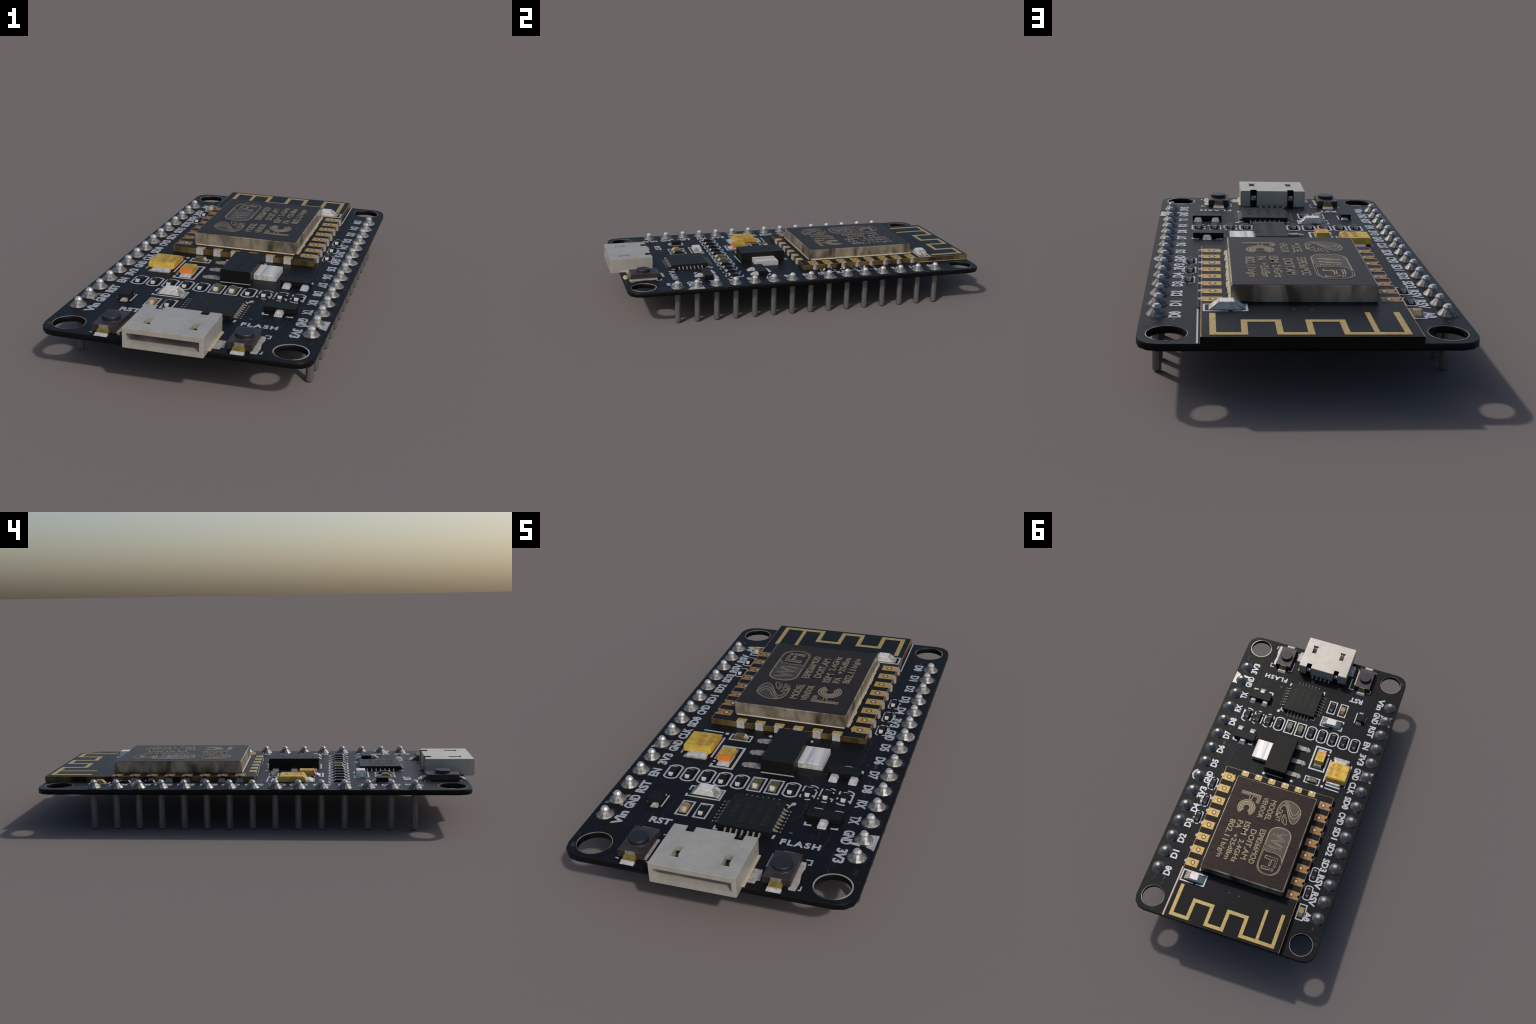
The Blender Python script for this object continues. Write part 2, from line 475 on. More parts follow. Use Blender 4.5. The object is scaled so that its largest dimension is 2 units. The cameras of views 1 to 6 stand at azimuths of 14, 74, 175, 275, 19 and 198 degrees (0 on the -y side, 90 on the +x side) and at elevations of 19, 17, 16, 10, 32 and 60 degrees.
text("printed_label", "RST", (-0.2965, -0.6965), (1, 0), 0.082, 0.031, Z_TOP - 0.0005, Z_INK, "ink", pcb, 0.038)
text("printed_label", "FLASH", (0.1920, -0.6965), (1, 0), 0.142, 0.028, Z_TOP - 0.0005, Z_INK, "ink", pcb, 0.038, spacing=1.25)


def rounded_frame(cx, cy, hx, hy, bulge):
    """Component frame with straight sides and bowed ends."""
    n = 7
    top = [(cx + hx * (1 - 2 * i / (n - 1)), cy + hy + bulge * math.sin(math.pi * i / (n - 1)) ** 0.6) for i in range(n)]
    bot = [(cx - hx * (1 - 2 * i / (n - 1)), cy - hy - bulge * math.sin(math.pi * i / (n - 1)) ** 0.6) for i in range(n)]
    return top + bot


def rect(x0, x1, y0, y1):
    return [(x0, y0), (x1, y0), (x1, y1), (x0, y1)]


def dashes(pts, closed, keep):
    """Broken stroke: the parts of a path whose running fraction lies in one of the `keep` spans."""
    P = [Vector(p) for p in pts] + ([Vector(pts[0])] if closed else [])
    run = [0.0]
    for a, b in zip(P, P[1:]):
        run.append(run[-1] + (b - a).length)

    def at(s):
        for i in range(len(P) - 1):
            if run[i + 1] >= s:
                return P[i].lerp(P[i + 1], (s - run[i]) / max(1e-9, run[i + 1] - run[i]))
        return P[-1]
    out = []
    for a, b in keep:
        a, b = a * run[-1], b * run[-1]
        out.append([tuple(at(a))] + [tuple(p) for p, r in zip(P, run) if a < r < b] + [tuple(at(b))])
    return out


LW = 0.0068
ROWX = [0.3405 - 0.0679 * i for i in range(11)]
ROWY = -0.3685
strokes = []
for i, x in enumerate(ROWX):
    if i in (4, 5):
        strokes.append((rect(x - 0.0255, x + 0.0255, -0.4135, -0.3235), LW, True))
    elif i == 3 or i >= 6:
        strokes.append((rounded_frame(x, ROWY, 0.0262, 0.0345, 0.0125), LW, True))
    else:                      # the three frames at the pin side are worn
        keeps = {0: ((0.00, 0.34), (0.38, 0.62), (0.70, 0.76)), 1: ((0.02, 0.10), (0.22, 0.42), (0.46, 0.50), (0.58, 0.66), (0.72, 0.80)),
                 2: ((0.00, 0.14), (0.20, 0.36), (0.44, 0.52), (0.60, 0.68), (0.74, 0.92))}[i]
        f = rounded_frame(x, ROWY, 0.0262, 0.0345, 0.0125)
        if i == 0:             # only its outer side is whole
            f = f[7:] + f[:7]
            strokes += [(d, LW, False) for d in dashes(f, True, ((0.02, 0.16), (0.24, 0.62), (0.72, 0.80), (0.88, 0.93)))]
        else:
            strokes += [(d, LW * 0.85, False) for d in dashes(f, True, keeps)]
strokes += [(rect(-0.154, -0.110, -0.628, -0.541), LW, True), (rect(-0.223, -0.179, -0.628, -0.541), LW, True)]
strokes += [([(-0.231, -0.492), (-0.231, -0.506), (-0.099, -0.506), (-0.099, -0.441), (-0.155, -0.441)], LW, False),
            ([(-0.178, -0.441), (-0.231, -0.441), (-0.231, -0.468)], LW, False)]                                       # lamp frame
strokes += [([(-0.2165, -0.272), (-0.2165, -0.293), (-0.128, -0.293), (-0.128, -0.137), (-0.2165, -0.137), (-0.2165, -0.238)], 0.0095, False)]
strokes += [(rect(-0.214, -0.128, -0.0815, -0.0395), LW, True)]                                                            # lone capacitor
strokes += [([(-0.236, -0.232), (-0.236, -0.075)], 0.008, False), ([(-0.3645, -0.230), (-0.3645, -0.076)], 0.006, False),
            ([(-0.252, -0.062), (-0.340, -0.060)], 0.009, False), ([(-0.254, -0.039), (-0.341, -0.037)], 0.007, False)]    # big capacitor
strokes += [([(-0.012, -0.283), (0.119, -0.281)], 0.007, False), ([(0.118, -0.020), (-0.005, -0.019)], 0.007, False)]      # regulator
strokes += [([(-0.289, -0.601), (-0.289, -0.525)], 0.006, False), ([(-0.350, -0.585), (-0.350, -0.545)], 0.004, False)]    # diode
strokes += [([(0.361, -0.558), (0.361, -0.565), (0.338, -0.565)], 0.008, False), ([(0.269, -0.566), (0.245, -0.566), (0.243, -0.550)], 0.008, False),
            ([(0.365, -0.192), (0.363, -0.178), (0.338, -0.174)], 0.008, False), ([(0.268, -0.175), (0.245, -0.175), (0.245, -0.195)], 0.008, False),
            ([(0.2335, -0.235), (0.2335, -0.215)], 0.004, False)]                                                          # transistors
strokes += [([(0.162, -0.655), (0.160, -0.676)], 0.009, False), ([(-0.030, -0.460), (-0.055, -0.460), (-0.055, -0.484)], 0.006, False),
            ([(-0.042, -0.676), (-0.056, -0.676), (-0.057, -0.655)], 0.007, False), ([(0.171, -0.458), (0.161, -0.472)], 0.008, False),
            ([(0.161, -0.472), (0.160, -0.486)], 0.007, False), ([(0.161, -0.472), (0.142, -0.463)], 0.006, False)]        # chip corners
strokes += [([(0.3365, 0.690), (0.3365, 0.990)], 0.0055, False)]                                                            # beside the module
strokes += [([(0.322, -0.915), (0.330, -0.915), (0.330, -0.895)], 0.005, False), ([(0.318, -0.781), (0.328, -0.781), (0.328, -0.757), (0.306, -0.757)], 0.005, False),
            ([(0.213, -0.757), (0.190, -0.757), (0.189, -0.828)], 0.006, False)]                                            # flash button
strokes += [([(-0.188, -0.832), (-0.188, -0.755), (-0.212, -0.755)], 0.006, False), ([(-0.296, -0.757), (-0.319, -0.757), (-0.320, -0.783)], 0.006, False),
            ([(-0.200, -0.912), (-0.209, -0.912)], 0.006, False), ([(-0.318, -0.918), (-0.305, -0.922)], 0.005, False)]      # reset button
# frames of the little resistors squeezed between labels and module
for cx, cy in ((0.367, 0.147), (0.368, 0.263), (0.371, 0.379)):
    f = rounded_frame(cx, cy, 0.0205, 0.0340, 0.0075)
    strokes += [(d, 0.0055, False) for d in dashes(f[6:] + f[:6], True, ((0.00, 0.36), (0.43, 0.62), (0.66, 0.86), (0.90, 0.97)))]
for y in (0.187, 0.304, 0.418):
    strokes.append(([(0.386, y), (0.396, y - 0.035)], 0.005, False))
for cx, cy in ((-0.3675, 0.500), (-0.3675, 0.6145)):
    strokes.append((rounded_frame(cx, cy, 0.0195, 0.0350, 0.0070), 0.006, True))
strokes.append((rect(-0.388, -0.348, 0.687, 0.777), 0.0065, True))
o = add("silkscreen_outline", ribbons("silkscreen_outline", strokes, Z_TOP - 0.0005, Z_INK - 0.0003), pcb, "ink")
o["kind"] = "stuff"
bm = bmesh.new()
for x, y, r in ((-0.058, -0.018, 0.0085), (-0.237, -0.043, 0.0085), (0.113, -0.014, 0.008), (-0.214, -0.255, 0.006), (0.172, -0.456, 0.009)):
    put_prism(bm, circle(x, y, r, 14), Z_TOP - 0.0005, Z_INK)
o = add("silkscreen_dot", finish(bm, "silkscreen_dot"), pcb, "ink")
o["kind"] = "stuff"
# crumbs of loose ink and flux by the pin margins and screw holes
bm = bmesh.new()
for pts, w in (([(0.405, -0.775), (0.398, -0.752)], 0.006), ([(0.376, -0.772), (0.377, -0.765)], 0.008), ([(0.395, -0.495), (0.394, -0.528)], 0.010),
               ([(0.395, -0.455), (0.402, -0.430)], 0.006), ([(0.406, -0.350), (0.404, -0.325)], 0.006), ([(0.406, -0.250), (0.402, -0.232)], 0.006),
               ([(0.404, -0.148), (0.402, -0.122)], 0.012), ([(0.405, -0.050), (0.402, -0.028)], 0.006), ([(0.368, -0.122), (0.374, -0.132)], 0.006),
               ([(0.408, 0.775), (0.412, 0.812), (0.404, 0.838)], 0.007), ([(0.462, 0.790), (0.470, 0.826)], 0.007), ([(0.486, 0.845), (0.495, 0.838)], 0.008),
               ([(0.405, 0.968), (0.404, 0.990)], 0.012), ([(-0.455, 0.795), (-0.458, 0.812)], 0.009), ([(-0.430, 0.832), (-0.446, 0.822)], 0.006),
               ([(-0.490, -0.850), (-0.492, -0.838)], 0.008), ([(-0.398, -0.775), (-0.404, -0.790)], 0.006), ([(-0.486, -0.905), (-0.496, -0.880)], 0.012),
               ([(0.425, 0.690), (0.420, 0.706)], 0.006), ([(0.500, 0.575), (0.494, 0.600)], 0.006)):
    put_ribbon(bm, pts, w, Z_TOP - 0.0005, Z_TOP + 0.0006)
o = add("flux_residue", finish(bm, "flux_residue"), pcb, "ring")
o["kind"] = "stuff"
add("green_fleck", prism("green_fleck", [(0.221, -0.628), (0.213, -0.624), (0.205, -0.628), (0.213, -0.632)][::-1], Z_TOP - 0.0005, Z_TOP + 0.001), pcb, "green")

# ---- radio module -------------------------------------------------------
MX0, MX1, MY0, MY1 = -0.3315, 0.3275, 0.0210, 1.0000
PADY = [0.0865 + 0.0822 * i for i in range(8)]
PADX = [0.2065 - 0.0816 * i for i in range(6)]
NR = 0.0095
path = [(MX0, MY0)]
for x in PADX[::-1]:
    path += [(x + 0.7 * NR * math.cos(math.radians(a)), MY0 + 0.7 * NR * math.sin(math.radians(a))) for a in (180, 135, 90, 45, 0)]
path.append((MX1, MY0))
for y in PADY:
    path += [(MX1 + NR * math.cos(math.radians(a)), y + NR * math.sin(math.radians(a))) for a in (270, 225, 180, 135, 90)]
path += [(MX1, MY1), (MX0, MY1)]
for y in PADY[::-1]:
    path += [(MX0 + NR * math.cos(math.radians(a)), y + NR * math.sin(math.radians(a))) for a in (90, 45, 0, -45, -90)]
mod_mesh = prism("wifi_module", path, Z_TOP - 0.001, Z_MOD)
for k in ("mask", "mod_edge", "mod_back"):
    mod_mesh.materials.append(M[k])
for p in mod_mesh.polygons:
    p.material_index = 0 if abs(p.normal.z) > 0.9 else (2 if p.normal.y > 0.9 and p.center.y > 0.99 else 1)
mod = add("wifi_module", mod_mesh, board)
# thin dull-gold strips along the module's edges, between the pads
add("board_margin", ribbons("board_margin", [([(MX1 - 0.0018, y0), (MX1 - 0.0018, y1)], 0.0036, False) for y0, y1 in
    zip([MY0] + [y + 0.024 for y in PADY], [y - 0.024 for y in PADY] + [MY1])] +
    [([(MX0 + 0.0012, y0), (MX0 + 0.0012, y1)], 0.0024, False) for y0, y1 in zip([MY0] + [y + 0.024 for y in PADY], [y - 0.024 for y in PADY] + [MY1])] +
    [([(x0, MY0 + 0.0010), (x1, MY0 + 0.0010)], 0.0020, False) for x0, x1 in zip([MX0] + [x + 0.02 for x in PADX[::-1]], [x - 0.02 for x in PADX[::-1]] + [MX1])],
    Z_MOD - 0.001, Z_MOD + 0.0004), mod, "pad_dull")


def side_pad(sign, wavy=False):
    """Gold land reaching the castellated edge; local x = 0 at the edge, pointing inward."""
    h = 0.0232
    pts = [(0.0, -h)]
    if wavy:
        pts += [(0.052, -h - 0.001), (0.058, -h + 0.006), (0.068, -h - 0.003), (0.074, -0.008), (0.078, 0.004), (0.070, h + 0.004), (0.055, h + 0.001), (0.046, h + 0.003)]
    else:
        pts += [(0.070, -h), (0.070, h)]
    pts += [(0.0, h)]
    pts += [(NR * math.cos(math.radians(a)), NR * math.sin(math.radians(a))) for a in (90, 45, 0, -45, -90)]
    pts = [(x * sign, y) for x, y in pts]
    return prism("contact_pad", pts, -0.0006, 0.0010)


def seed(name, mesh, parent, mat, places, kind=None):
    o = add(name, mesh, parent, mat)
    o.location = places[0]
    repeat(o, places[1:])
    return o


right_at = [(MX1, y, Z_MOD) for y in PADY]
left_at = [(MX0, y, Z_MOD) for y in PADY]
seed("contact_pad", side_pad(-1, True), mod, "pad", right_at[:1])
seed("contact_pad", side_pad(-1), mod, "pad", right_at[1:])
seed("contact_pad", side_pad(1), mod, "pad_dull", left_at)
seed("contact_pad", box("contact_pad", -0.0205, 0.0205, -0.001, 0.031, -0.0006, 0.0010), mod, "pad", [(x, MY0 + 0.001, Z_MOD) for x in PADX])
ring = plate("via_ring", circle(0, 0, 0.0135, 20), [circle(0, 0, 0.0085, 20)], -0.0005, 0.0014)
plug = turned("via_plug", [(0.0088, 0.0), (0.0080, 0.0016)], 14)
via_at = [(0.2875, y, Z_MOD) for y in PADY] + [(-0.2870, y, Z_MOD) for y in PADY]
seed("via_ring", ring, mod, "via_ring", via_at)
seed("via_plug", plug, mod, "via", via_at)
# solder climbing the castellations
bm = bmesh.new()
put_prism(bm, circle(0.0, 0, 0.0105, 14), Z_TOP, Z_MOD + 0.0020)
put_hull(bm, (-0.002, 0.0070, -0.0125, 0.0125), (-0.002, 0.0012, -0.0120, 0.0120), Z_TOP, Z_TOP + 0.018)
seed("solder_joint", finish(bm, "solder_joint"), mod, "joint", [(MX1, y, 0) for y in PADY])
bm = bmesh.new()
put_hull(bm, (-0.012, 0.0, -0.019, 0.019), (-0.001, 0.0, -0.012, 0.012), Z_TOP, Z_TOP + 0.016)
seed("solder_joint", finish(bm, "solder_joint"), mod, "lead", [(MX0, y, 0) for y in PADY])
bm = bmesh.new()
put_hull(bm, (-0.0165, 0.0165, -0.0050, 0.007), (-0.0160, 0.0160, -0.0020, 0.007), Z_TOP, Z_MOD + 0.0012)
put_hull(bm, (-0.0150, 0.0150, -0.001, 0.009), (-0.0050, 0.0050, -0.001, 0.014), Z_MOD - 0.001, Z_MOD + 0.0020)
seed("solder_joint", finish(bm, "solder_joint"), mod, "bright", [(x, MY0, 0) for x in PADX])

# antenna meander
AW = 0.0195
AY, BY = 0.9745, 0.8655
mean = [(0.2910, 0.797), (0.2905, AY), (0.1975, AY), (0.1960, BY), (0.0930, BY), (0.0930, AY), (0.0005, AY), (-0.0005, BY), (-0.1040, BY),
        (-0.1050, AY), (-0.2875, AY), (-0.2865, 0.787)]
bm = bmesh.new()
put_ribbon(bm, mean, AW, Z_MOD - 0.0005, Z_MOD + 0.0010)
put_ribbon(bm, [(-0.1955, AY - AW / 2), (-0.1935, 0.789)], 0.0165, Z_MOD - 0.0005, Z_MOD + 0.0008)
add("antenna", finish(bm, "antenna"), mod, "gold")
add("feed_trace", ribbons("feed_trace", [([(-0.1935, 0.788), (-0.193, 0.735)], 0.005, False), ([(-0.2860, 0.785), (-0.285, 0.765)], 0.005, False)], Z_MOD - 0.0005, Z_MOD + 0.0004), mod, "trace")
dot = turned("open_via", [(0.0050, 0.0), (0.0042, 0.0010)], 10)
seed("open_via", dot, mod, "via_ring", [(0.035, 0.763, Z_MOD), (-0.023, 0.766, Z_MOD)])
seed("open_via", turned("open_via", [(0.0045, 0.0), (0.0040, 0.0008)], 10), mod, "trace", [(0.123, 0.752, Z_MOD), (-0.098, 0.770, Z_MOD), (-0.150, 0.772, Z_MOD), (-0.235, 0.772, Z_MOD)])

# shield can: nickel walls, laser-blackened lid, lettering
Z_CAN = 0.2680
can = add("shield_can", hull("shield_can", (-0.2480, 0.2305, 0.0845, 0.6920), (-0.2475, 0.2305, 0.0865, 0.6870), Z_MOD, Z_CAN, 0.0030, 3), mod, "can")
add("shield_lid", box("shield_lid", -0.2430, 0.2260, 0.0905, 0.6825, Z_CAN - 0.002, Z_CAN + 0.0010, 0.0006), mod, "lid")
bm = bmesh.new()
n = 40
for i in range(n):
    y0, y1 = 0.095 + i * 0.60 / n, 0.095 + (i + 1) * 0.60 / n
    w0 = 0.2345 + 0.006 * random.random()
    put_hull(bm, (0.2275, w0 + 0.003, y0, y1), (0.2270, w0, y0, y1), Z_MOD - 0.0005, Z_MOD + 0.0045)
o = add("solder_seam", finish(bm, "solder_seam"), mod, "usb_flange")
o["kind"] = "stuff"
add("solder_seam", hull("solder_seam", (-0.24, 0.225, 0.0805, 0.09), (-0.24, 0.225, 0.083, 0.09), Z_MOD - 0.0005, Z_MOD + 0.003), mod, "usb_flange")

ZL0, ZL1 = Z_CAN, Z_CAN + 0.0020
U = (0, 1)      # lettering on the lid reads along +y, its tops towards -x
for word, x, y0, y1, h in (("MODEL", -0.0060, 0.176, 0.3085, 0.031), ("VENDOR", 0.0385, 0.173, 0.3060, 0.028), ("ESP8266MOD", -0.0090, 0.3680, 0.5860, 0.031),
                           ("DOIT.AM", 0.0400, 0.3850, 0.5750, 0.031), ("ISM", 0.0880, 0.3520, 0.4350, 0.031), ("2.4GHz", 0.0830, 0.4640, 0.6090, 0.027),
                           ("PA", 0.1310, 0.3560, 0.4080, 0.031), ("+25dBm", 0.1250, 0.4420, 0.6060, 0.027), ("802.11", 0.1730, 0.3620, 0.4980, 0.031), ("b/g/n", 0.1690, 0.5130, 0.6060, 0.026)):
    text("lettering", word, (x, y0), U, y1 - y0, h, ZL0, ZL1, "etch", mod, 0.014)
text("lettering", "DOIT", (-0.0655, 0.218), U, 0.078, 0.024, ZL0, ZL1, "etch", mod, 0.010)
text("lettering", "Wi", (-0.0850, 0.3480), U, 0.112, 0.074, ZL0, ZL1, "etch", mod, outline=0.026)
text("lettering", "Fi", (-0.0870, 0.5080), U, 0.088, 0.072, ZL0, ZL1, "etch", mod, outline=0.026)

# wireless badge: rounded frame, hatched bubble on its first half
cx, hx, ya, yb, r = -0.1225, 0.0625, 0.3260, 0.6190, 0.052
frame = []
for qx, qy, a in ((cx + hx - r, yb - r, 0), (cx - hx + r, yb - r, 90), (cx - hx + r, ya + r, 180), (cx + hx - r, ya + r, 270)):
    frame += [(qx + r * math.cos(math.radians(a + d)), qy + r * math.sin(math.radians(a + d))) for d in range(0, 91, 15)]
wave = smooth_line([(-0.060, 0.450), (-0.066, 0.476), (-0.085, 0.487), (-0.125, 0.484), (-0.160, 0.492), (-0.178, 0.512), (-0.185, 0.545)])
bubble = [p for p in frame if p[1] < 0.40]
lo = sorted([p for p in bubble], key=lambda p: math.atan2(p[1] - (ya + r), -(p[0] - cx)))
bubble = [p for p in frame[14:28]]
add("badge_hatching", prism("badge_hatching", [(-0.185, 0.545)] + bubble + wave[:-1], ZL0, ZL0 + 0.0014), mod, "hatch")
badge = [(frame, 0.0060, True), (wave, 0.0030, False)]
# thicker rim round the second half of the badge
badge.append(([p for p in ([(cx + hx - 0.003, 0.47)] + [(x - 0.003 * (1 if x > cx else -1), y - 0.002) for x, y in frame[:14]] + [(cx - hx + 0.003, 0.54)])], 0.0060, False))
# approval mark: letter F with a ring-shaped letter C
badge += [(rect(0.058, 0.171, 0.1720, 0.1880)[:1] + [(0.171, 0.1720), (0.171, 0.1880), (0.118, 0.1880), (0.118, 0.2130), (0.103, 0.2130), (0.103, 0.1880),
          (0.073, 0.1880), (0.073, 0.2220), (0.058, 0.2220)], 0.0040, True), ([(0.065, 0.1780), (0.165, 0.1800)], 0.0055, False), ([(0.065, 0.180), (0.065, 0.218)], 0.0050, False)]
for rr, w in ((0.0200, 0.0060), (0.0285, 0.0060), (0.0380, 0.0080), (0.0485, 0.0060)):
    badge.append((circle(0.1140, 0.2690, rr, 36, math.radians(90 + 36), math.radians(450 - 36)), w, False))
# ribbon-shaped maker's swirl with a little leaf
swirl = smooth_line([(-0.060, 0.266), (-0.0565, 0.225), (-0.061, 0.185), (-0.076, 0.160), (-0.105, 0.151), (-0.137, 0.156), (-0.166, 0.173), (-0.186, 0.196), (-0.190, 0.232),
                     (-0.182, 0.267), (-0.166, 0.284), (-0.150, 0.276), (-0.134, 0.254), (-0.117, 0.224), (-0.101, 0.196), (-0.086, 0.187), (-0.074, 0.198), (-0.067, 0.228)], closed=True)
add("badge_hatching", prism("badge_hatching", swirl[::-1], ZL0, ZL0 + 0.0014), mod, "hatch")
badge += [(swirl, 0.0040, True), (smooth_line([(-0.082, 0.160), (-0.104, 0.186), (-0.122, 0.216), (-0.142, 0.243), (-0.160, 0.250), (-0.176, 0.238), (-0.186, 0.205)]), 0.0042, False),
          (smooth_line([(-0.094, 0.158), (-0.116, 0.186), (-0.136, 0.216), (-0.154, 0.229), (-0.168, 0.218), (-0.174, 0.190)]), 0.0036, False),
          (smooth_line([(-0.104, 0.240), (-0.0985, 0.270), (-0.107, 0.288), (-0.131, 0.301), (-0.124, 0.268)], closed=True), 0.0036, True), ([(-0.106, 0.250), (-0.112, 0.286)], 0.003, False)]
add("emblem", ribbons("emblem", badge, ZL0, ZL1), mod, "etch")


# ---- indicator lamps ------------------------------------------------------
def lamp(cx, cy, z, parent, tall=0.0265, t0=0.026, t1=0.028):
    body = add("indicator_lamp", hull("indicator_lamp", (cx - 0.048, cx + 0.054, cy - 0.0225, cy + 0.0225), (cx - t0, cx + t1, cy - 0.0205, cy + 0.0205), z, z + tall, 0.0012), parent, "lens")
    return body


l1 = lamp(-0.1640, -0.4710, Z_TOP, board)
add("lamp_corner", prism("lamp_corner", [(-0.186, -0.4915), (-0.186, -0.4505), (-0.190, -0.4505), (-0.190, -0.4915)], Z_TOP + 0.018, Z_TOP + 0.0262), l1, "teal")
add("lamp_corner", hull("lamp_corner", (-0.2195, -0.2100, -0.4940, -0.4480), (-0.1915, -0.1880, -0.4910, -0.4510), Z_TOP + 0.0005, Z_TOP + 0.0255), l1, "teal")
add("lamp_terminal", hull("lamp_terminal", (-0.117, -0.105, -0.4960, -0.4460), (-0.134, -0.132, -0.4900, -0.4520), Z_TOP, Z_TOP + 0.0262), l1, "cap_end")
l2 = lamp(0.2430, 0.7440, Z_MOD, mod, 0.0265, 0.0200, 0.0235)
add("lamp_corner", hull("lamp_corner", (0.1870, 0.1965, 0.7220, 0.7665), (0.2215, 0.2245, 0.7240, 0.7640), Z_MOD + 0.0005, Z_MOD + 0.0255), mod, "teal")
add("lamp_terminal", hull("lamp_terminal", (0.2900, 0.3020, 0.7210, 0.7670), (0.2680, 0.2700, 0.7240, 0.7640), Z_MOD, Z_MOD + 0.0262), mod, "cap_end")
add("silkscreen_outline", ribbons("silkscreen_outline", [([(0.240, 0.777), (0.317, 0.777), (0.317, 0.713), (0.182, 0.713), (0.182, 0.775), (0.228, 0.777)], 0.0075, False)], Z_MOD - 0.0005, Z_MOD + 0.0010), mod, "ink")


# ---- small surface-mount resistors and capacitors ---------------------------
def chip_part(kind, top_mat, end_mat, w, ln, h, flat):
    """Ridge-shaped part along local y: dark body, sloping tinned ends."""
    body = hull(kind, (-w, w, -ln, ln), (-w * 0.94, w * 0.94, -flat, flat), -0.0005, h, 0.0010)
    body.materials.append(M[top_mat])
    bm = bmesh.new()
    for q in (-1, 1):
        t = w * (0.66 if q > 0 else 0.72)
        lo = sorted((q * flat * 0.97, q * (ln - 0.0005)))
        hi = sorted((q * flat * 0.97, q * (flat + 0.0016)))
        put_hull(bm, (-t * 0.80, t * 0.80, *lo), (-t, t, *hi), -0.0005, h + 0.0007)
    ends = finish(bm, kind + "_end", 0.0010)
    ends.materials.append(M[end_mat])
    return body, ends


def place(kind, meshes, spots, parent, turn=0.0):
    for x, y, z in spots:
        o = add(kind, meshes[0], parent)
        o.location = (x, y, z)
        o.rotation_euler = (0, 0, turn + random.uniform(-0.03, 0.03))
        add("tinned_end", meshes[1], o)


res = chip_part("resistor", "resist", "cap_end", 0.0150, 0.0325, 0.0128, 0.0200)
cap_ = chip_part("capacitor", "ceramic", "cap_end", 0.0160, 0.0340, 0.0165, 0.0170)
tanc = chip_part("capacitor", "ceramic_tan", "cap_end", 0.0145, 0.0300, 0.0160, 0.0110)
place("resistor", res, [(x, ROWY - 0.003, Z_TOP) for i, x in enumerate(ROWX) if i not in (4, 5)], board, math.pi)
place("capacitor", cap_, [(ROWX[i], ROWY, Z_TOP) for i in (4, 5)], board, math.pi)
place("resistor", res, [(-0.132, -0.5845, Z_TOP)], board, math.pi)
place("capacitor", tanc, [(-0.201, -0.5845, Z_TOP), (-0.3685, 0.731, Z_TOP)], board, 0.0)
place("capacitor", cap_, [(-0.1720, -0.0600, Z_TOP)], board, math.pi / 2)
small = chip_part("resistor", "resist", "cap_end", 0.0130, 0.0300, 0.0128, 0.0175)
place("resistor", small, [(0.3660, 0.147, Z_TOP), (0.3660, 0.263, Z_TOP), (0.3690, 0.379, Z_TOP), (-0.3675, 0.500, Z_TOP), (-0.3675, 0.6145, Z_TOP)], board, math.pi)
# stray solder beside the three worn parts
bm = bmesh.new()
for x in ROWX[:3]:
    put_prism(bm, circle(x + 0.0195, ROWY + 0.020, 0.0042, 8), Z_TOP - 0.0005, Z_TOP + 0.002)
    put_prism(bm, circle(x + 0.0190, ROWY - 0.020, 0.0042, 8), Z_TOP - 0.0005, Z_TOP + 0.002)
o = add("solder_spot", finish(bm, "solder_spot"), pcb, "bright")
o["kind"] = "stuff"

# ---- tantalum capacitors ------------------------------------------------------
big = add("tantalum_capacitor", hull("tantalum_capacitor", (-0.3610, -0.2430, -0.2220, -0.0860), (-0.3605, -0.2440, -0.2080, -0.0990), Z_TOP + 0.004, 0.2176, 0.0036, 2), board, "yellow")
for a in ((-0.3605, -0.2435, -0.0875, -0.0852), (-0.2442, -0.2422, -0.2100, -0.0860)):      # orange mould line near the base
    add("mould_line", box("mould_line", *a, Z_TOP + 0.0048, Z_TOP + 0.0088), big, "orange")
add("capacitor_terminal", hull("capacitor_terminal", (-0.343, -0.252, -0.2540, -0.205), (-0.330, -0.262, -0.2320, -0.205), Z_TOP - 0.0005, Z_TOP + 0.010, 0.002), big, "bright")
add("capacitor_terminal", box("capacitor_terminal", -0.345, -0.250, -0.2570, -0.2350, Z_TOP - 0.0005, Z_TOP + 0.002), big, "tab_pad")
add("capacitor_terminal", hull("capacitor_terminal", (-0.338, -0.252, -0.100, -0.0680), (-0.335, -0.255, -0.100, -0.0740), Z_TOP - 0.0005, Z_TOP + 0.006), big, "tin")
text("lettering", "A107A", (-0.2720, -0.1180), (0, -1), 0.079, 0.019, 0.2172, 0.2182, "brown_ink", big, 0.02)
text("lettering", "811K3", (-0.3090, -0.1200), (0, -1), 0.079, 0.020, 0.2172, 0.2182, "brown_ink", big, 0.02)
sml = add("tantalum_capacitor", hull("tantalum_capacitor", (-0.2020, -0.1450, -0.2560, -0.1730), (-0.2005, -0.1465, -0.2450, -0.1840), Z_TOP + 0.008, 0.2165, 0.0010), board, "yellow")
add("polarity_band", hull("polarity_band", (-0.2022, -0.1448, -0.2572, -0.2500), (-0.2007, -0.1463, -0.2500, -0.2425), Z_TOP + 0.0085, 0.2169), sml, "orange")
add("capacitor_terminal", hull("capacitor_terminal", (-0.1970, -0.1445, -0.2830, -0.200), (-0.1940, -0.1480, -0.2650, -0.200), Z_TOP - 0.0005, Z_TOP + 0.0088, 0.0015), sml, "bright")
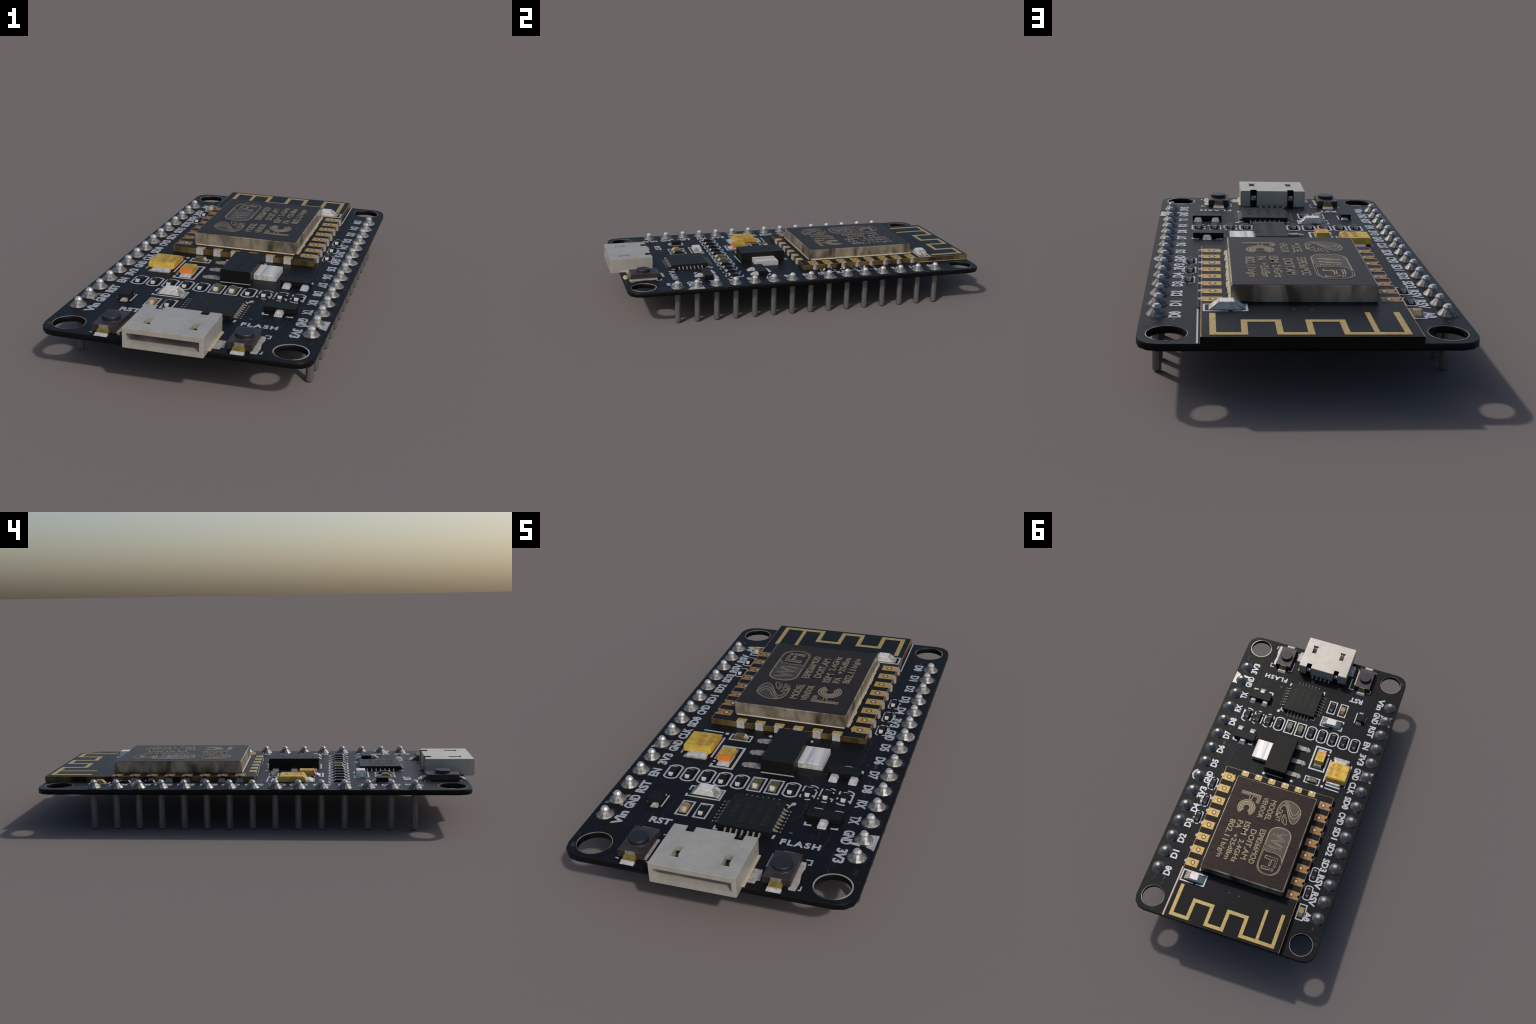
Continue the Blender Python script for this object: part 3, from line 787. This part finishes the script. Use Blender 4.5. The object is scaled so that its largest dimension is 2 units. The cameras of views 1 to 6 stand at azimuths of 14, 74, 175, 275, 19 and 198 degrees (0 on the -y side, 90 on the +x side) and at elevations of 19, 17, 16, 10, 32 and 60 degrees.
add("capacitor_terminal", hull("capacitor_terminal", (-0.1975, -0.1460, -0.215, -0.1500), (-0.1940, -0.1490, -0.215, -0.1620), Z_TOP - 0.0005, Z_TOP + 0.0088, 0.0015), sml, "lead")
add("worn_marking", prism("worn_marking", [(-0.1580, -0.2320), (-0.1580, -0.1980), (-0.1880, -0.1980), (-0.1880, -0.2320)][::-1], 0.2160, 0.2170), sml, "smudge")

# ---- voltage regulator ----------------------------------------------------------
reg = add("voltage_regulator", box("voltage_regulator", -0.0165, 0.1150, -0.2715, -0.0275, Z_TOP - 0.0005, 0.2405, 0.0016), board, "black")
add("heat_tab", box("heat_tab", 0.1140, 0.2125, -0.2135, -0.0880, Z_TOP - 0.0005, 0.2142, 0.0014), reg, "tin")
bm = bmesh.new()
put_hull(bm, (-0.070, 0.0, -0.0155, 0.0155), (-0.062, 0.0, -0.0140, 0.0140), -0.0005, 0.0060)
put_hull(bm, (-0.083, -0.060, -0.0125, 0.0125), (-0.078, -0.062, -0.0110, 0.0110), -0.0005, 0.0040)
seed("regulator_lead", finish(bm, "regulator_lead"), reg, "lead", [(-0.0155, y, Z_TOP) for y in (-0.2480, -0.1535, -0.0625)])
bm = bmesh.new()
put_prism(bm, circle(0, 0, 0.0165, 16), -0.0005, 0.0020)
seed("solder_joint", finish(bm, "solder_joint"), reg, "grey_ink", [(-0.0845, y, Z_TOP) for y in (-0.2480, -0.1535, -0.0625)])
text("lettering", "AMS1117", (0.0900, -0.075), (0, -1), 0.155, 0.026, 0.2400, 0.2409, "black_ink", reg, 0.0)
text("lettering", "3.3 HN1618", (0.0360, -0.055), (0, -1), 0.200, 0.026, 0.2400, 0.2409, "black_ink", reg, 0.0)


# ---- transistors --------------------------------------------------------------------
def transistor(x0, x1, y0, y1, leads):
    t = add("transistor", box("transistor", x0, x1, y0, y1, Z_TOP + 0.0015, 0.2105, 0.0010), board, "black")
    for lx, side, w, reach in leads:
        e = y0 if side < 0 else y1
        ys = sorted((e - side * 0.006, e + side * reach))
        yt = sorted((e - side * 0.006, e + side * reach * 0.42))
        add("transistor_lead", hull("transistor_lead", (lx - w, lx + w, *ys), (lx - w * 0.72, lx + w * 0.72, *yt), Z_TOP - 0.0005, 0.2030, 0.0022, 2), t, "bright")
    return t


transistor(0.2405, 0.3670, -0.5365, -0.4885, ((0.3070, -1, 0.0175, 0.043), (0.3430, 1, 0.0180, 0.034), (0.2670, 1, 0.0180, 0.034)))
transistor(0.2370, 0.3615, -0.2425, -0.1905, ((0.3450, -1, 0.0175, 0.041), (0.2690, -1, 0.0175, 0.041), (0.3040, 1, 0.0190, 0.034)))

# ---- diode ------------------------------------------------------------------------------
dio = add("diode", hull("diode", (-0.3450, -0.2965, -0.5950, -0.5360), (-0.3440, -0.2985, -0.5870, -0.5370), Z_TOP + 0.001, 0.2100, 0.0010), board, "black")
add("diode_lead", hull("diode_lead", (-0.330, -0.299, -0.6130, -0.580), (-0.324, -0.303, -0.6000, -0.580), Z_TOP - 0.0005, Z_TOP + 0.009, 0.001), dio, "cap_end")
add("diode_lead", hull("diode_lead", (-0.333, -0.299, -0.550, -0.5190), (-0.326, -0.303, -0.550, -0.5300), Z_TOP - 0.0005, Z_TOP + 0.009, 0.001), dio, "cap_end")

# ---- serial interface chip -----------------------------------------------------------------
CX0, CX1, CY0, CY1, CZ = -0.0490, 0.1480, -0.6675, -0.4710, 0.2085
chip = add("interface_chip", hull("interface_chip", (CX0 - 0.001, CX1 + 0.001, CY0 - 0.001, CY1 + 0.001), (CX0, CX1, CY0, CY1), Z_TOP - 0.0005, CZ, 0.0012), board, "chip")
lead_mesh = bpy.data.meshes.new("chip_lead")
bm = bmesh.new()
put_hull(bm, (-0.0005, 0.0195, -0.0030, 0.0030), (-0.0005, 0.0030, -0.0030, 0.0030), -0.0005, 0.0100)
put_hull(bm, (0.0245, 0.0300, -0.0030, 0.0030), (0.0250, 0.0295, -0.0025, 0.0025), -0.0005, 0.0012)
lead_mesh = finish(bm, "chip_lead")
lead_mesh.materials.append(M["lead"])
ccx, ccy, hw = (CX0 + CX1) / 2, (CY0 + CY1) / 2, (CX1 - CX0) / 2
for k in range(4):
    a = k * math.pi / 2
    for i in range(7):
        t = (i - 3) * 0.0210
        o = add("chip_lead", lead_mesh, chip)
        o.location = (ccx + hw * math.cos(a) - t * math.sin(a), ccy + hw * math.sin(a) + t * math.cos(a), Z_TOP)
        o.rotation_euler = (0, 0, a)
for word, x, y0, y1 in (("SILABS", 0.1030, -0.520, -0.640), ("CP2102", 0.0600, -0.512, -0.640), ("DCL00X", 0.0180, -0.515, -0.645), ("1806+", -0.0240, -0.515, -0.620)):
    text("lettering", word, (x, y0), (0, -1), abs(y1 - y0), 0.021, CZ - 0.0005, CZ + 0.0007, "chip_ink", chip, 0.0)
add("pin_mark", prism("pin_mark", circle(0.1260, -0.4960, 0.0070, 14), CZ - 0.0005, CZ + 0.0007), chip, "chip_ink")

# ---- micro socket ---------------------------------------------------------------------------
SX0, SX1, SY0, SY1, SZ0, SZ1 = -0.1575, 0.1455, -1.0000, -0.7735, 0.1828, 0.2622
shell = box("usb_socket", SX0, SX1, SY0, SY1, SZ0, SZ1, 0.0022, 2)
cuts = [box("c", -0.1410, 0.1295, SY0 - 0.02, -0.8300, 0.2045, 0.2415)]
for s in (1, -1):
    c = 0.0880 if s > 0 else -0.0885
    slot = [(c - 0.0185, -0.9465), (c + 0.0185, -0.9465), (c + 0.0125, -0.9330), (c + 0.0125, -0.8890), (c - 0.0125, -0.8890), (c - 0.0125, -0.9330)]
    cuts.append(prism("c", slot, 0.2300, 0.2800))
    n0, n1 = (0.0700, 0.1005) if s > 0 else (-0.1045, -0.0745)
    cuts.append(box("c", n0, n1, -0.8050, -0.7500, 0.2180, 0.2800))
shell = carve(shell, cuts, "usb_socket")
shell.materials.clear()
shell.materials.append(M["usb"])
shell.materials.append(M["usb_in"])
shell.materials.append(M["black"])
for p in shell.polygons:
    c = p.center
    if -0.806 < c.y < -0.7745 and (abs(p.normal.y) > 0.9 or abs(p.normal.x) > 0.9) and abs(c.x) < 0.13:
        p.material_index = 2
usb = add("usb_socket", shell, board)
for a, b in ((0.0745, 0.0960), (-0.1000, -0.0790)):
    add("latch_tab", box("latch_tab", a, b, -0.7900, -0.7745, 0.2175, 0.2370, 0.001), usb, "cap_end")
for a, b in ((0.0700, 0.1005), (-0.1045, -0.0745)):      # dark plates on the back face below the notches
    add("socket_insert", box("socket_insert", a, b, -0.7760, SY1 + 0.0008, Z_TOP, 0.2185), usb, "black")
seed("socket_pin", hull("socket_pin", (-0.0055, 0.0055, 0.0, 0.0235), (-0.0050, 0.0050, 0.0, 0.0120), Z_TOP - 0.0005, Z_TOP + 0.010), usb, "lead", [(x, SY1 - 0.001, 0) for x in (0.0525, 0.0255, -0.0010, -0.0280, -0.0550)])
add("socket_flange", box("socket_flange", SX1 - 0.001, SX1 + 0.0085, -0.9485, -0.7790, Z_TOP - 0.0005, Z_TOP + 0.0050, 0.001), usb, "usb_flange")
add("solder_pad", prism("solder_pad", [(0.1525, -0.848), (0.1525, -0.9215), (0.1780, -0.9215), (0.1800, -0.905), (0.1920, -0.902), (0.1840, -0.848)], Z_TOP - 0.0005, Z_TOP + 0.0015), usb, "tab_pad")
add("solder_pad", prism("solder_pad", [(-0.154, -0.847), (-0.1860, -0.847), (-0.1845, -0.925), (-0.154, -0.925)], Z_TOP - 0.0005, Z_TOP + 0.0015), usb, "tab_pad")


# ---- push buttons -----------------------------------------------------------------------------
def push_button(cx, capx, capy, strip):
    y0, y1, z = -0.9100, -0.7670, 0.2182
    b = add("push_button", box("push_button", cx - 0.0465, cx + 0.0465, y0, y1, Z_TOP + 0.001, z, 0.0014), board, "button")
    add("button_cap", turned("button_cap", [(0.0350, z - 0.001), (0.0350, 0.2310), (0.0338, 0.2328)], 32), b, "cap").location = (capx, capy, 0)
    add("button_collar", turned("button_collar", [(0.0420, z - 0.001), (0.0405, z + 0.0008)], 32), b, "button").location = (capx, capy, 0)
    for s in (-1, 1):
        e = y0 if s < 0 else y1
        add("button_clip", box("button_clip", cx - 0.0185, cx + 0.0175, *sorted((e - s * 0.010, e + s * 0.0016)), Z_TOP + 0.010, z - 0.0005), b, "button_tin")
        for q in (-1, 1):
            xs = sorted((cx + q * 0.0475, cx + q * 0.0330))
            add("button_clip", box("button_clip", *xs, *sorted((e - s * 0.012, e + s * 0.0010)), Z_TOP + 0.001, z - 0.002), b, "button")
        # terminal: brass slope ending in a tinned foot
        lo = sorted((e - s * 0.002, e + s * 0.0330)); hi = sorted((e - s * 0.002, e + s * 0.0060))
        add("button_terminal", hull("button_terminal", (cx - 0.0230, cx + 0.0230, *lo), (cx - 0.0220, cx + 0.0220, *hi), Z_TOP - 0.0005, Z_TOP + 0.0150), b, "brass")
        lo = sorted((e + s * 0.0200, e + s * 0.0370)); hi = sorted((e + s * 0.0200, e + s * 0.0260))
        add("terminal_solder", hull("terminal_solder", (cx - 0.0255, cx + 0.0255, *lo), (cx - 0.0238, cx + 0.0238, *hi), Z_TOP - 0.0005, Z_TOP + 0.0072), b, "bright")
    add("frame_strip", prism("frame_strip", strip, Z_TOP - 0.0005, Z_TOP + 0.004), b, "clip_pad")
    return b


push_button(0.2490, 0.2500, -0.8415, [(0.292, -0.922), (0.316, -0.922), (0.319, -0.880), (0.312, -0.835), (0.3165, -0.800), (0.312, -0.775), (0.292, -0.775)])
push_button(-0.2655, -0.2640, -0.8410, [(-0.2215, -0.905), (-0.2085, -0.905), (-0.2095, -0.790), (-0.2215, -0.790)])
